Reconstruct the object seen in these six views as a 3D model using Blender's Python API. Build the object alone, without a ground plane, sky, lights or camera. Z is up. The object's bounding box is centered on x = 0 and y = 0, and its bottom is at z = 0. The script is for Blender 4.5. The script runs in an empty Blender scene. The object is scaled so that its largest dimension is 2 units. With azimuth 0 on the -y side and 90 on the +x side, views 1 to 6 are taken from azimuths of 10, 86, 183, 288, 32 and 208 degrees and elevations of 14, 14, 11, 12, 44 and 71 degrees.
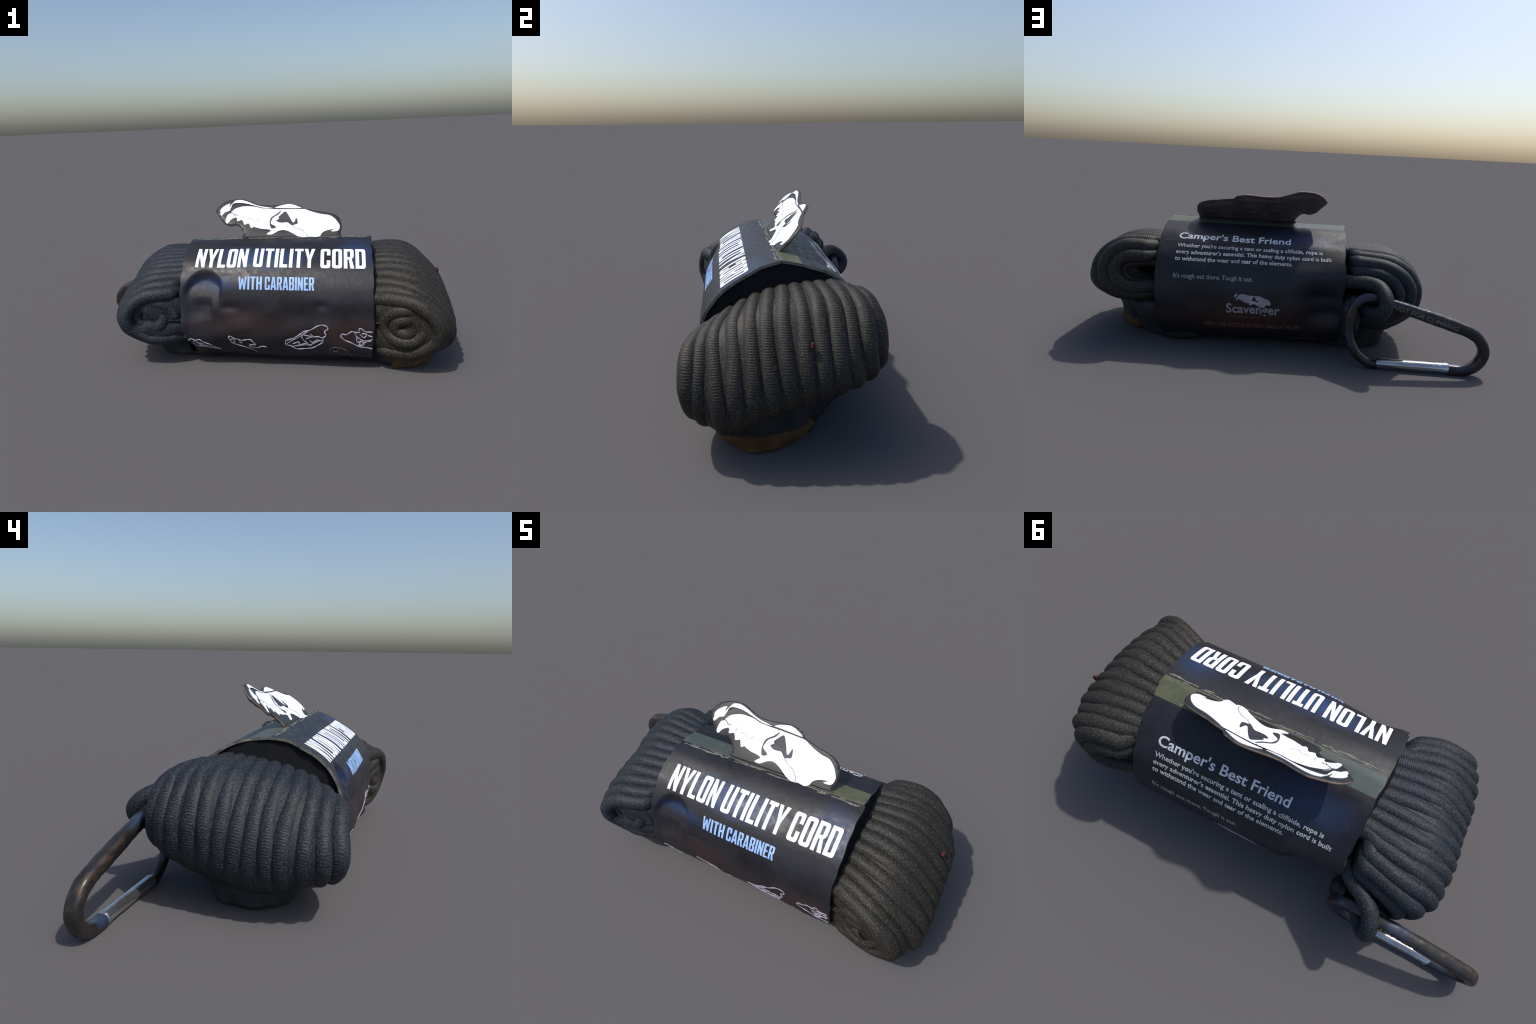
import bpy, bmesh, math
import numpy as np
from mathutils import Vector, noise as mnoise

rng = np.random.default_rng(7)
scene = bpy.context.scene


# ------------------------------------------------------------------ helpers
def link(obj, parent=None):
    scene.collection.objects.link(obj)
    if parent is not None:
        obj.parent = parent
    return obj


def mesh_object(name, verts, faces, mats, parent, smooth=True, slots=None):
    me = bpy.data.meshes.new(name)
    me.from_pydata([tuple(map(float, v)) for v in verts], [], [tuple(map(int, f)) for f in faces])
    for m in mats if isinstance(mats, (list, tuple)) else [mats]:
        me.materials.append(m)
    if slots is not None:
        me.polygons.foreach_set("material_index", np.asarray(slots, np.int32))
    me.polygons.foreach_set("use_smooth", np.full(len(me.polygons), smooth))
    me.update()
    return link(bpy.data.objects.new(name, me), parent)


def catmull(points, per=16, closed=False):
    p = np.array(points, float)
    if closed:
        q = np.vstack([p[-1], p, p[0], p[1]])
    else:
        q = np.vstack([2 * p[0] - p[1], p, 2 * p[-1] - p[-2]])
    out = []
    for i in range(1, len(q) - 2):
        a, b, c, d = q[i - 1 : i + 3]
        for t in np.linspace(0, 1, per, endpoint=False):
            out.append(0.5 * (2 * b + (c - a) * t + (2 * a - 5 * b + 4 * c - d) * t * t + (3 * b - a - 3 * c + d) * t**3))
    if not closed:
        out.append(p[-1])
    return np.array(out)


def resample(points, m):
    p = np.asarray(points, float)
    s = np.r_[0, np.cumsum(np.linalg.norm(np.diff(p, axis=0), axis=1))]
    t = np.linspace(0, s[-1], m)
    return np.stack([np.interp(t, s, p[:, k]) for k in range(p.shape[1])], -1)


def smoothstep(a, b, x):
    t = np.clip((np.asarray(x, float) - a) / (b - a), 0, 1)
    return t * t * (3 - 2 * t)


def fbm(p, scale, octaves=3, seed=0.0):
    return mnoise.fractal(Vector((p[0] * scale + seed, p[1] * scale - seed, p[2] * scale)), 0.6, 2.0, octaves)


def tube_rings(center, side, up, ru, rs, closed, sides=24, modulate=None):
    """Sweep an ellipse along centres; side / up are unit frame vectors per ring."""
    n = len(center)
    ang = np.linspace(0, 2 * math.pi, sides, endpoint=False)
    rad = np.ones((n, sides)) if modulate is None else modulate
    ru = np.broadcast_to(np.asarray(ru, float), (n,))
    rs = np.broadcast_to(np.asarray(rs, float), (n,))
    v = (center[:, None, :]
         + (np.cos(ang)[None] * rad * ru[:, None])[..., None] * up[:, None, :]
         + (np.sin(ang)[None] * rad * rs[:, None])[..., None] * side[:, None, :])
    verts = v.reshape(-1, 3)
    rows = n if closed else n - 1
    i, j = np.meshgrid(np.arange(rows), np.arange(sides), indexing="ij")
    i2, j2 = (i + 1) % n, (j + 1) % sides
    faces = np.stack([i * sides + j, i2 * sides + j, i2 * sides + j2, i * sides + j2], -1).reshape(-1, 4)
    return verts, faces


def frames(center, closed, axis=None):
    if closed:
        t = np.roll(center, -1, 0) - np.roll(center, 1, 0)
    else:
        t = np.gradient(center, axis=0)
    t /= np.linalg.norm(t, axis=1)[:, None] + 1e-12
    if axis is not None:
        b = np.array(axis, float)[None] - (t @ np.array(axis, float))[:, None] * t
        b /= np.linalg.norm(b, axis=1)[:, None] + 1e-12
    else:
        b = np.zeros_like(t)
        ref = np.array([0.0, 0.0, 1.0]) if abs(t[0, 2]) < 0.8 else np.array([0.0, 1.0, 0.0])
        prev = ref
        for k in range(len(t)):
            w = prev - (prev @ t[k]) * t[k]
            prev = w / (np.linalg.norm(w) + 1e-12)
            b[k] = prev
    return t, b, np.cross(t, b)


def braid(length, sides, pitch=0.0095, depth=0.055, phase=0.0):
    """Radius factor of a braided sheath: herringbone ribs, six plaits round the cord."""
    a = np.linspace(0, 2 * math.pi, sides, endpoint=False)
    tri = np.abs(((a * 4 / (2 * math.pi)) % 1.0) - 0.5) * 2
    k = length[:, None] / pitch * 2 * math.pi
    chevron = np.sin(k + tri[None] * 7.5 + phase)
    plait = np.sin(0.5 * k + 6 * a[None] + phase) * np.sin(0.5 * k - 6 * a[None])
    return 1 + depth * (0.55 * chevron + 0.45 * plait - 0.2)


# ---------------------------------------------------------------- materials
def new_material(name, rough=0.5, spec=0.4):
    m = bpy.data.materials.new(name)
    m.use_nodes = True
    nt = m.node_tree
    b = nt.nodes["Principled BSDF"]
    b.inputs["Roughness"].default_value = rough
    b.inputs["Specular IOR Level"].default_value = spec
    return m, nt, b


def node(nt, kind, **kw):
    n = nt.nodes.new(kind)
    for k, v in kw.items():
        if k in n.inputs:
            n.inputs[k].default_value = v
        else:
            setattr(n, k, v)
    return n


def noise_node(nt, coord, scale, detail=4, rough=0.6, stretch=None):
    n = node(nt, "ShaderNodeTexNoise", Scale=scale, Detail=detail, Roughness=rough)
    if stretch:
        mp = node(nt, "ShaderNodeMapping")
        mp.inputs["Scale"].default_value = stretch
        nt.links.new(coord, mp.inputs["Vector"])
        coord = mp.outputs[0]
    nt.links.new(coord, n.inputs["Vector"])
    return n.outputs["Fac"]


def ramp(nt, fac, stops):
    r = node(nt, "ShaderNodeValToRGB")
    e = r.color_ramp.elements
    while len(e) < len(stops):
        e.new(0.5)
    for k, (p, c) in enumerate(stops):
        e[k].position = p
        e[k].color = (*c, 1) if len(c) == 3 else c
    nt.links.new(fac, r.inputs[0])
    return r.outputs[0]


def grey(v):
    return (v, v, v)


def mix(nt, fac, a, b):
    n = node(nt, "ShaderNodeMix", data_type="RGBA")
    for sock, val in ((n.inputs[0], fac), (n.inputs[6], a), (n.inputs[7], b)):
        if isinstance(val, (tuple, list)):
            sock.default_value = (*val, 1)
        elif isinstance(val, (int, float)):
            sock.default_value = val
        else:
            nt.links.new(val, sock)
    return n.outputs[2]


def math_node(nt, op, a, b=None, clamp=False):
    n = node(nt, "ShaderNodeMath", operation=op, use_clamp=clamp)
    for sock, val in ((n.inputs[0], a), (n.inputs[1], b)):
        if val is None:
            continue
        if isinstance(val, (int, float)):
            sock.default_value = val
        else:
            nt.links.new(val, sock)
    return n.outputs[0]


def bump(nt, bsdf, height, strength=0.3, dist=0.01):
    n = node(nt, "ShaderNodeBump", Strength=strength, Distance=dist)
    nt.links.new(height, n.inputs["Height"])
    nt.links.new(n.outputs[0], bsdf.inputs["Normal"])


def object_coord(nt):
    return node(nt, "ShaderNodeTexCoord").outputs["Object"]


def xyz(nt, coord):
    s = node(nt, "ShaderNodeSeparateXYZ")
    nt.links.new(coord, s.inputs[0])
    return s.outputs


def cord_material():
    m, nt, b = new_material("black_nylon_cord", 0.55, 0.3)
    co = object_coord(nt)
    x = xyz(nt, co)[0]
    # the left end is a cooler slate, the right end a warm charcoal
    side = node(nt, "ShaderNodeMapRange")
    wob = math_node(nt, "MULTIPLY", noise_node(nt, co, 2.5, 2), 0.7)
    nt.links.new(math_node(nt, "ADD", x, wob), side.inputs[0])
    side.inputs[1].default_value, side.inputs[2].default_value = 0.1, 1.15
    warm = ramp(nt, noise_node(nt, co, 150, 4, 0.7), [(0.34, (0.013, 0.0115, 0.009)), (0.5, (0.0190, 0.0172, 0.0138)), (0.67, (0.074, 0.066, 0.051))])
    cool = ramp(nt, noise_node(nt, co, 150, 4, 0.7), [(0.34, (0.009, 0.0105, 0.0125)), (0.5, (0.0130, 0.0160, 0.0210)), (0.67, (0.052, 0.064, 0.078))])
    base = mix(nt, side.outputs[0], cool, warm)
    sheen_patch = ramp(nt, noise_node(nt, co, 5, 3), [(0.52, grey(0)), (0.75, grey(0.45))])  # bluish highlights of the left end painted in as random patches
    base = mix(nt, sheen_patch, base, mix(nt, side.outputs[0], (0.015, 0.024, 0.048), (0.019, 0.020, 0.024)))
    lint = ramp(nt, noise_node(nt, co, 130, 2), [(0.76, grey(0)), (0.82, grey(0.5))])
    base = mix(nt, lint, base, (0.16, 0.075, 0.06))
    nt.links.new(base, b.inputs["Base Color"])
    bump(nt, b, noise_node(nt, co, 420, 2), 0.25, 0.004)
    return m


def label_material(name, dark, light, sky_reflection):
    m, nt, b = new_material(name, 0.42, 0.36)
    co = object_coord(nt)
    base = ramp(nt, noise_node(nt, co, 4.5, 5, 0.65), [(0.32, dark), (0.68, light)])
    # patches: baked sky reflections painted in midnight blue, rusty tones near the foot
    def patch(centre, radii, strength):
        mp = node(nt, "ShaderNodeMapping")
        mp.inputs["Scale"].default_value = tuple(1 / r for r in radii)
        mp.inputs["Location"].default_value = tuple(-c / r for c, r in zip(centre, radii))
        nt.links.new(co, mp.inputs["Vector"])
        ln = node(nt, "ShaderNodeVectorMath", operation="LENGTH")
        nt.links.new(mp.outputs[0], ln.inputs[0])
        k = math_node(nt, "ADD", ln.outputs["Value"], math_node(nt, "MULTIPLY", math_node(nt, "SUBTRACT", noise_node(nt, co, 7, 4), 0.5), 0.9))
        return ramp(nt, k, [(0.25, grey(strength)), (1.0, grey(0))])

    for centre, radii, strength in (((0.05, -0.24, 0.545), (0.30, 0.10, 0.075), 0.85), ((-0.19, -0.35, 0.44), (0.15, 0.12, 0.045), 0.6),
                                    ((0.52, -0.20, 0.55), (0.13, 0.14, 0.10), 0.6), ((-0.10, 0.12, 0.54), (0.22, 0.12, 0.10), 0.45)):
        base = mix(nt, patch(centre, radii, strength), base, sky_reflection)
    for centre, radii, strength in (((0.15, 0.29, 0.15), (0.50, 0.12, 0.13), 0.9), ((0.48, -0.38, 0.22), (0.20, 0.12, 0.10), 0.45), ((0.0, -0.38, 0.25), (0.30, 0.12, 0.10), 0.35)):
        base = mix(nt, patch(centre, radii, strength), base, (0.056, 0.023, 0.018))
    dust = ramp(nt, noise_node(nt, co, 95, 3, 0.7), [(0.62, grey(0)), (0.78, grey(0.35))])
    base = mix(nt, dust, base, (0.055, 0.060, 0.075))
    fleck = ramp(nt, noise_node(nt, co, 260, 1), [(0.77, grey(0)), (0.80, grey(0.6))])
    base = mix(nt, fleck, base, (0.3, 0.32, 0.36))
    nt.links.new(base, b.inputs["Base Color"])
    r = ramp(nt, noise_node(nt, co, 30, 4), [(0.3, grey(0.36)), (0.7, grey(0.58))])
    nt.links.new(r, b.inputs["Roughness"])
    bump(nt, b, noise_node(nt, co, 28, 4), 0.10, 0.01)
    return m


def strip_material():
    m, nt, b = new_material("olive_fold_print", 0.45, 0.4)
    co = object_coord(nt)
    x = xyz(nt, co)[0]
    k = node(nt, "ShaderNodeMapRange")
    nt.links.new(math_node(nt, "ADD", x, math_node(nt, "MULTIPLY", noise_node(nt, co, 5, 3), 0.3)), k.inputs[0])
    k.inputs[1].default_value, k.inputs[2].default_value = -0.05, 0.62
    base = mix(nt, k.outputs[0], (0.062, 0.082, 0.080), (0.098, 0.105, 0.058))
    dirt = ramp(nt, noise_node(nt, co, 14, 5, 0.7), [(0.4, grey(0)), (0.75, grey(0.6))])
    base = mix(nt, dirt, base, (0.035, 0.05, 0.045))
    scuff = ramp(nt, noise_node(nt, co, 40, 5, 0.75, (0.5, 1, 1)), [(0.58, grey(0)), (0.74, grey(0.5))])
    base = mix(nt, scuff, base, (0.30, 0.33, 0.29))
    nt.links.new(base, b.inputs["Base Color"])
    return m


def plain_material(name, c, rough=0.5, spec=0.4, vary=0.25, scale=30.0, metallic=0.0):
    m, nt, b = new_material(name, rough, spec)
    co = object_coord(nt)
    lo = tuple(v * (1 - vary) for v in c)
    hi = tuple(min(1, v * (1 + vary)) for v in c)
    nt.links.new(ramp(nt, noise_node(nt, co, scale, 4), [(0.3, lo), (0.7, hi)]), b.inputs["Base Color"])
    b.inputs["Metallic"].default_value = metallic
    return m


def worn_black_metal():
    m, nt, b = new_material("worn_black_anodised", 0.33, 0.5)
    co = object_coord(nt)
    base = ramp(nt, noise_node(nt, co, 16, 4), [(0.35, (0.012, 0.011, 0.011)), (0.7, (0.026, 0.023, 0.022))])
    wear = ramp(nt, noise_node(nt, co, 13, 6, 0.7, (0.6, 1.3, 1.3)), [(0.55, grey(0)), (0.68, grey(0.75))])
    base = mix(nt, wear, base, (0.085, 0.050, 0.030))
    blue = ramp(nt, noise_node(nt, co, 7, 2, 0.5, (0.7, 1, 1)), [(0.56, grey(0)), (0.70, grey(0.7))])
    base = mix(nt, blue, base, (0.035, 0.065, 0.14))
    nt.links.new(base, b.inputs["Base Color"])
    bump(nt, b, noise_node(nt, co, 45, 4), 0.12, 0.01)
    return m


def gate_material():
    m, nt, b = new_material("bare_metal_gate", 0.2, 0.5)
    co = object_coord(nt)
    base = ramp(nt, noise_node(nt, co, 18, 4, 0.6, (0.4, 1, 1)), [(0.3, (0.30, 0.29, 0.28)), (0.6, (0.50, 0.53, 0.57)), (0.8, (0.72, 0.76, 0.80))])
    nt.links.new(base, b.inputs["Base Color"])
    b.inputs["Metallic"].default_value = 0.9
    return m


CORD = cord_material()
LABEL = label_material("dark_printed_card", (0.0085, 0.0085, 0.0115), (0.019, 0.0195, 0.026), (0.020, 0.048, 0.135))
STRIP = strip_material()
RIM = plain_material("scuffed_card_edge", (0.17, 0.16, 0.14), 0.7, 0.2, 0.5, 40)
TAB_FRONT = plain_material("tab_dark_print", (0.022, 0.025, 0.028), 0.45, 0.35, 0.4, 12)
TAB_BACK = plain_material("tab_plum_back", (0.075, 0.060, 0.066), 0.6, 0.25, 0.35, 9)
TAB_RIM = plain_material("tab_tan_edge", (0.23, 0.16, 0.125), 0.6, 0.2, 0.4, 30)
WHITE = plain_material("white_ink", (0.80, 0.84, 0.90), 0.45, 0.3, 0.05, 6)
MARK = plain_material("dark_ink", (0.040, 0.040, 0.052), 0.5, 0.3, 0.2, 20)
FAINT = plain_material("lavender_ink", (0.36, 0.36, 0.46), 0.5, 0.3, 0.2, 20)
SKY_INK = plain_material("pale_blue_ink", (0.29, 0.46, 0.80), 0.5, 0.3, 0.15, 14)
HEAD_INK = plain_material("bright_back_ink", (0.62, 0.63, 0.68), 0.5, 0.3, 0.12, 12)
TEXT_INK = plain_material("grey_back_ink", (0.56, 0.57, 0.56), 0.55, 0.3, 0.3, 18)
SHADED_INK = plain_material("shaded_white_ink", (0.34, 0.30, 0.33), 0.55, 0.3, 0.2, 18)  # white lettering greyed to copy the shade baked into the lower back
TAG_INK = plain_material("faint_tag_ink", (0.10, 0.065, 0.058), 0.55, 0.3, 0.2, 18)
RUST_INK = plain_material("rust_ink", (0.20, 0.10, 0.070), 0.55, 0.3, 0.2, 18)
SKETCH_INK = plain_material("sketch_ink", (0.34, 0.32, 0.385), 0.55, 0.3, 0.35, 16)
METAL = worn_black_metal()
GATE = gate_material()
STAMP = plain_material("stamped_grey", (0.17, 0.17, 0.165), 0.5, 0.3, 0.3, 20)
BROWN = plain_material("brown_scan_residue", (0.085, 0.045, 0.018), 0.8, 0.15, 0.45, 14)  # brown scan residue of the support surface; also colours the stub
DARK_RESIDUE = plain_material("dark_scan_residue", (0.030, 0.031, 0.035), 0.7, 0.2, 0.4, 10)  # dark scan residue left under both ends
MOUTH_BLACK = plain_material("black_mouth_fill", (0.0045, 0.005, 0.007), 0.8, 0.2, 0.4, 14)  # for the added cones that black out the shaded sleeve mouths
LINT = plain_material("red_lint", (0.09, 0.030, 0.026), 0.8, 0.1, 0.3, 30)

# -------------------------------------------------------------------- root
root = bpy.data.objects.new("cord_pack", None)
root["label"] = "bundled black braided nylon cord in dark printed card sleeve with carabiner"
root["category"] = "utility cord"
link(root)

# ------------------------------------------------ sections of the card sleeve
# cross-sections of the card sleeve (y, z), from the top fold down the front,
# under the belly and up the back, at its right and left ends
RIGHT = [(-.064, .617), (-.121, .601), (-.181, .572), (-.279, .512), (-.334, .451), (-.366, .396), (-.383, .34), (-.388, .25), (-.378, .16), (-.345, .08), (-.28, .025), (-.18, .008), (0, .006), (.12, .014), (.2, .06), (.264, .134), (.295, .22), (.302, .29), (.290, .36), (.258, .432), (.21, .502), (.147, .555), (.05, .593), (-.03, .613), (-.064, .617)]
LEFT = [(-.079, .61), (-.13, .607), (-.18, .595), (-.26, .566), (-.312, .526), (-.358, .464), (-.383, .392), (-.399, .31), (-.395, .19), (-.355, .095), (-.28, .035), (-.18, .015), (0, .012), (.12, .03), (.19, .08), (.258, .15), (.294, .23), (.300, .3), (.29, .365), (.262, .43), (.195, .503), (.142, .541), (.05, .588), (-.04, .606), (-.079, .61)]
MS = 600
SEC_R, SEC_L = resample(catmull(RIGHT, 20), MS), resample(catmull(LEFT, 20), MS)
XL, XR = -0.325, 0.605


def sleeve_flat(x, u):
    k = np.clip((x + 0.32) / 0.92, -0.1, 1.1)
    i = np.clip(u, 0, 1) * (MS - 1)
    at = lambda s, c: np.interp(i, np.arange(MS), s[:, c])
    return np.stack([x, (1 - k) * at(SEC_L, 0) + k * at(SEC_R, 0), (1 - k) * at(SEC_L, 1) + k * at(SEC_R, 1)], -1)


# ============================================================== CORD BUNDLE
R = 0.036
# per loop: right end  y, top, bottom, reach   |   left end  y, top, bottom, reach
LOOPS = np.array([
    (-0.388, 0.408, 0.068, 0.937, -0.378, 0.440, 0.120, -0.652),
    (-0.352, 0.432, 0.056, 0.954, -0.336, 0.468, 0.112, -0.680),
    (-0.302, 0.458, 0.060, 0.998, -0.284, 0.493, 0.105, -0.699),
    (-0.245, 0.486, 0.075, 1.004, -0.229, 0.510, 0.082, -0.712),
    (-0.186, 0.510, 0.095, 1.004, -0.172, 0.524, 0.068, -0.715),
    (-0.126, 0.528, 0.118, 1.002, -0.118, 0.534, 0.062, -0.716),
    (-0.068, 0.540, 0.138, 0.999, -0.064, 0.541, 0.064, -0.717),
    (-0.010, 0.547, 0.158, 0.998, -0.010, 0.546, 0.072, -0.718),
    (0.046, 0.551, 0.178, 0.996, 0.045, 0.550, 0.082, -0.718),
    (0.100, 0.553, 0.196, 0.988, 0.100, 0.551, 0.096, -0.717),
    (0.152, 0.552, 0.206, 0.970, 0.155, 0.548, 0.112, -0.712),
    (0.204, 0.546, 0.212, 0.942, 0.208, 0.539, 0.134, -0.704),
    (0.250, 0.531, 0.222, 0.892, 0.256, 0.520, 0.165, -0.670),
    (0.278, 0.488, 0.260, 0.834, 0.282, 0.476, 0.208, -0.612),
    (0.258, 0.442, 0.288, 0.790, 0.248, 0.425, 0.245, -0.560),
])
PITCH_STEPS = 620


# how the loops turn at the ends: (distance back from the tip, height share)
NOSE_SLOPED = np.array([(0.31, 0.01), (0.17, 0.0), (0.085, 0.035), (0.028, 0.115), (0.003, 0.21), (0.001, 0.34), (0.020, 0.49), (0.055, 0.645), (0.097, 0.785), (0.143, 0.897), (0.205, 0.972), (0.31, 1.0)])
NOSE_ROUND = np.array([(0.31, 0.02), (0.157, 0.0), (0.100, 0.065), (0.044, 0.19), (0.012, 0.30), (0.0, 0.45), (0.004, 0.60), (0.034, 0.775), (0.068, 0.875), (0.105, 0.945), (0.16, 0.99), (0.31, 1.0)])


def loop_path(row, r, n=PITCH_STEPS, inset=0.0, wig=0.0, seed=0.0, fine=True):
    """Centre line of one turn of cord: a flattened stadium standing in the x-z plane."""
    yR, tR, bR, xR, yL, tL, bL, xL = row
    tR, bR, xR = tR - r - inset, bR + r + inset, xR - r - inset
    tL, bL, xL = tL - r - inset, bL + r + inset, xL + r + inset
    def end(top, bottom, reach, skew):
        """outline of one end, from under the belly round the nose to the top"""
        h = max(top - bottom, 0.01)
        slope = NOSE_SLOPED * np.array([1, 1])
        rnd = NOSE_ROUND * np.array([min(h / 0.30, 1.05), 1])
        p = rnd * (1 - skew) + slope * skew
        return catmull(np.c_[reach - p[:, 0], bottom + p[:, 1] * h], 14)

    right = end(tR, bR, xR, float(smoothstep(0.25, 0.14, yR) * smoothstep(-0.40, -0.30, yR)))
    left = end(tL, bL, -xL, float(0.45 * smoothstep(0.05, -0.10, yL) * smoothstep(-0.40, -0.30, yL)))[::-1] * np.array([-1, 1])
    hR, hL = max((tR - bR) / 2, 0.004), max((tL - bL) / 2, 0.004)
    xz = np.vstack([right, left, right[:1]])
    dense = resample(xz, 4000)
    # spend the samples where the cord is exposed
    w = np.where((dense[:, 0] > 0.54) | (dense[:, 0] < -0.26), 1.0, 0.06) if fine else np.ones(len(dense))
    c = np.r_[0, np.cumsum(w[:-1])]
    idx = np.interp(np.linspace(0, c[-1], n + 1)[:-1], c, np.arange(4000))
    x, z = np.interp(idx, np.arange(4000), dense[:, 0]), np.interp(idx, np.arange(4000), dense[:, 1])
    kR = smoothstep(0.53, 0.84, x)
    kL = smoothstep(-0.24, -0.52, x) if yL < 0.12 else smoothstep(-0.30, -0.60, x)
    yM = 0.5 * (yR + yL) * np.where(yR < 0, 0.80, 0.80)
    y = yM + (yR - yM) * kR + (yL - yM) * kL
    mid = np.clip(1 - kR - kL, 0, 1)
    zc = 0.5 * (0.5 * (tR + bR) + 0.5 * (tL + bL))
    z = z - 0.012 * smoothstep(0.70, 0.58, x) * np.clip((z - zc) / 0.12, 0, 1)
    # the outermost front turns belly out below their crests
    hz = 0.5 * (0.5 * (tR - bR) + 0.5 * (tL - bL))
    belly = float(smoothstep(-0.24, -0.38, yR)) * np.clip(1 - ((z - zc + np.where(x > 0.2, 0.02, 0.0)) / max(hz, 0.02)) ** 2, 0, 1)
    y = y - belly * (0.018 * (x > 0.2) + 0.024 * (x <= 0.2))
    low = np.clip((zc - z) / 0.25, 0, 1)
    y = y + np.where(y < -0.2, np.where(x > 0.2, 0.03, 0.035), np.where(yR > 0.12, 0.042 * (x > 0), 0.0)) * low * (1 - mid)
    y = y + 0.012 * smoothstep(-0.50, -0.38, x) * (x < 0) * smoothstep(0.27, 0.18, z) * (y < -0.25)
    # keep clear of the card sleeve where the cord runs inside it
    inside = smoothstep(0.665, 0.612, x) * smoothstep(-0.395, -0.338, x)
    gap = r + 0.014 + 0.065 * smoothstep(0.02, -0.06, x) * (z > 0.2) + 0.026 * smoothstep(0.40, 0.30, z)
    k = np.clip((x + 0.32) / 0.92, 0, 1)[:, None]
    lo_f, hi_b, hi_z = [], [], []
    zz = np.clip(z, 0.04, 0.58)
    for S in (SEC_L, SEC_R):
        f, bk = S[:300], S[300:]
        lo_f.append(np.interp(-zz, -f[:, 1], f[:, 0]))
        hi_b.append(np.interp(zz, bk[:, 1], bk[:, 0]))
    ymin = lo_f[0] * (1 - k[:, 0]) + lo_f[1] * k[:, 0] + gap
    ymax = hi_b[0] * (1 - k[:, 0]) + hi_b[1] * k[:, 0] - r - 0.016
    yc = np.clip(y, np.minimum(ymin, 0), np.maximum(ymax, -0.05))
    y = y + (yc - y) * inside
    y = y - 0.12 * inside * smoothstep(0.05, -0.15, x) * smoothstep(0.1, 0.2, y)
    z = z + (np.clip(z, 0.06, 0.52 if r > 0.02 else 0.53) - z) * inside
    if wig:
        s = np.arange(n) / n * 2 * math.pi
        y = y + wig * (np.sin(3 * s + seed) + 0.6 * np.sin(7 * s + 2.1 * seed)) * (0.35 + 0.65 * (1 - mid))
        z = z + wig * 0.3 * np.sin(5 * s + 1.7 * seed)
    return np.stack([x, y, z], -1)


def cord_mesh(name, path, r, closed, parent, seed, sides=32, depth=0.036, axis=(0, 1, 0)):
    seg = np.linalg.norm(np.diff(np.vstack([path, path[:1]]), axis=0), axis=1)
    ln = np.r_[0, np.cumsum(seg)][:-1]
    pitch = 0.0085
    if closed:
        total = seg.sum()
        pitch = total / round(total / pitch)
    t, b, u = frames(path, closed, axis)
    mod = braid(ln, sides, pitch, depth, seed)
    if closed:
        # the weave fades out and the turns merge towards the belly
        flatness = smoothstep(0.26, 0.10, path[:, 2])[:, None]
        mod = (1 + (mod - 1) * (1 - 0.75 * flatness)) * (1 - 0.17 * flatness)
    v, f = tube_rings(path, b, u, r, r, closed, sides, mod)
    return mesh_object(name, v, f, CORD, parent)


core_rows = []
for j in range(len(LOOPS) - 1):
    for k in np.linspace(0, 1, 4, endpoint=False):
        core_rows.append((LOOPS[j] * (1 - k) + LOOPS[j + 1] * k, 0.0))
core_rows.append((LOOPS[-1], 0.0))
NC = 420
grid = []
front_ring = loop_path(LOOPS[0], 0.012, NC, inset=0.010, fine=False)
xm, zm = front_ring[:, 0].mean(), front_ring[:, 2].mean()
# the flat face of the front coil: slightly domed, dished towards its two eyes
for k, dome in ((0.04, 0.004), (0.2, -0.004), (0.36, -0.009), (0.52, -0.013), (0.68, -0.014), (0.84, -0.014), (0.94, -0.010), (1.0, -0.002)):
    q = front_ring.copy()
    q[:, 0] = xm + (q[:, 0] - xm) * (1 - 0.24 * (1 - k))
    q[:, 2] = zm + (q[:, 2] - zm) * k
    q[:, 1] = np.interp(q[:, 0], [-0.66, -0.5, -0.36, -0.26, 0.52, 0.63, 0.75, 0.93], [-0.395, -0.398, -0.36, -0.30, -0.30, -0.345, -0.388, -0.395]) * (1 - k) + q[:, 1] * k + dome
    q[:, 1] += 0.055 * np.exp(-(((q[:, 0] + 0.545) / 0.030) ** 2) - ((q[:, 2] - 0.270) / 0.035) ** 2)
    q[:, 1] += 0.035 * np.exp(-(((q[:, 0] - 0.690) / 0.035) ** 2) - ((q[:, 2] - 0.235) / 0.03) ** 2)
    grid.append(q)
for row, ins in core_rows:
    grid.append(loop_path(row, 0.012, NC, inset=0.0, fine=False))
last = LOOPS[-1].copy()
for shrink, dy in ((0.030, -0.01), (0.042, -0.06), (0.050, -0.16)):
    rr = last.copy()
    rr[0] += dy
    rr[4] += dy
    grid.append(loop_path(rr, 0.013, NC, inset=shrink, fine=False))
grid = np.array(grid)
ng = len(grid)
cv = grid.reshape(-1, 3)
i, j = np.meshgrid(np.arange(ng - 1), np.arange(NC), indexing="ij")
j2 = (j + 1) % NC
cf = np.stack([i * NC + j, i * NC + j2, (i + 1) * NC + j2, (i + 1) * NC + j], -1).reshape(-1, 4).tolist()


def cap(verts, faces, start, flip):
    """close a ring across its long middle"""
    n = NC
    a = list(range(start, start + n))
    c = len(verts)
    verts = np.vstack([verts, verts[start : start + n].mean(0)])
    for k in range(n):
        q = (a[k], a[(k + 1) % n], c)
        faces.append(q[::-1] if flip else q)
    return verts


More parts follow.
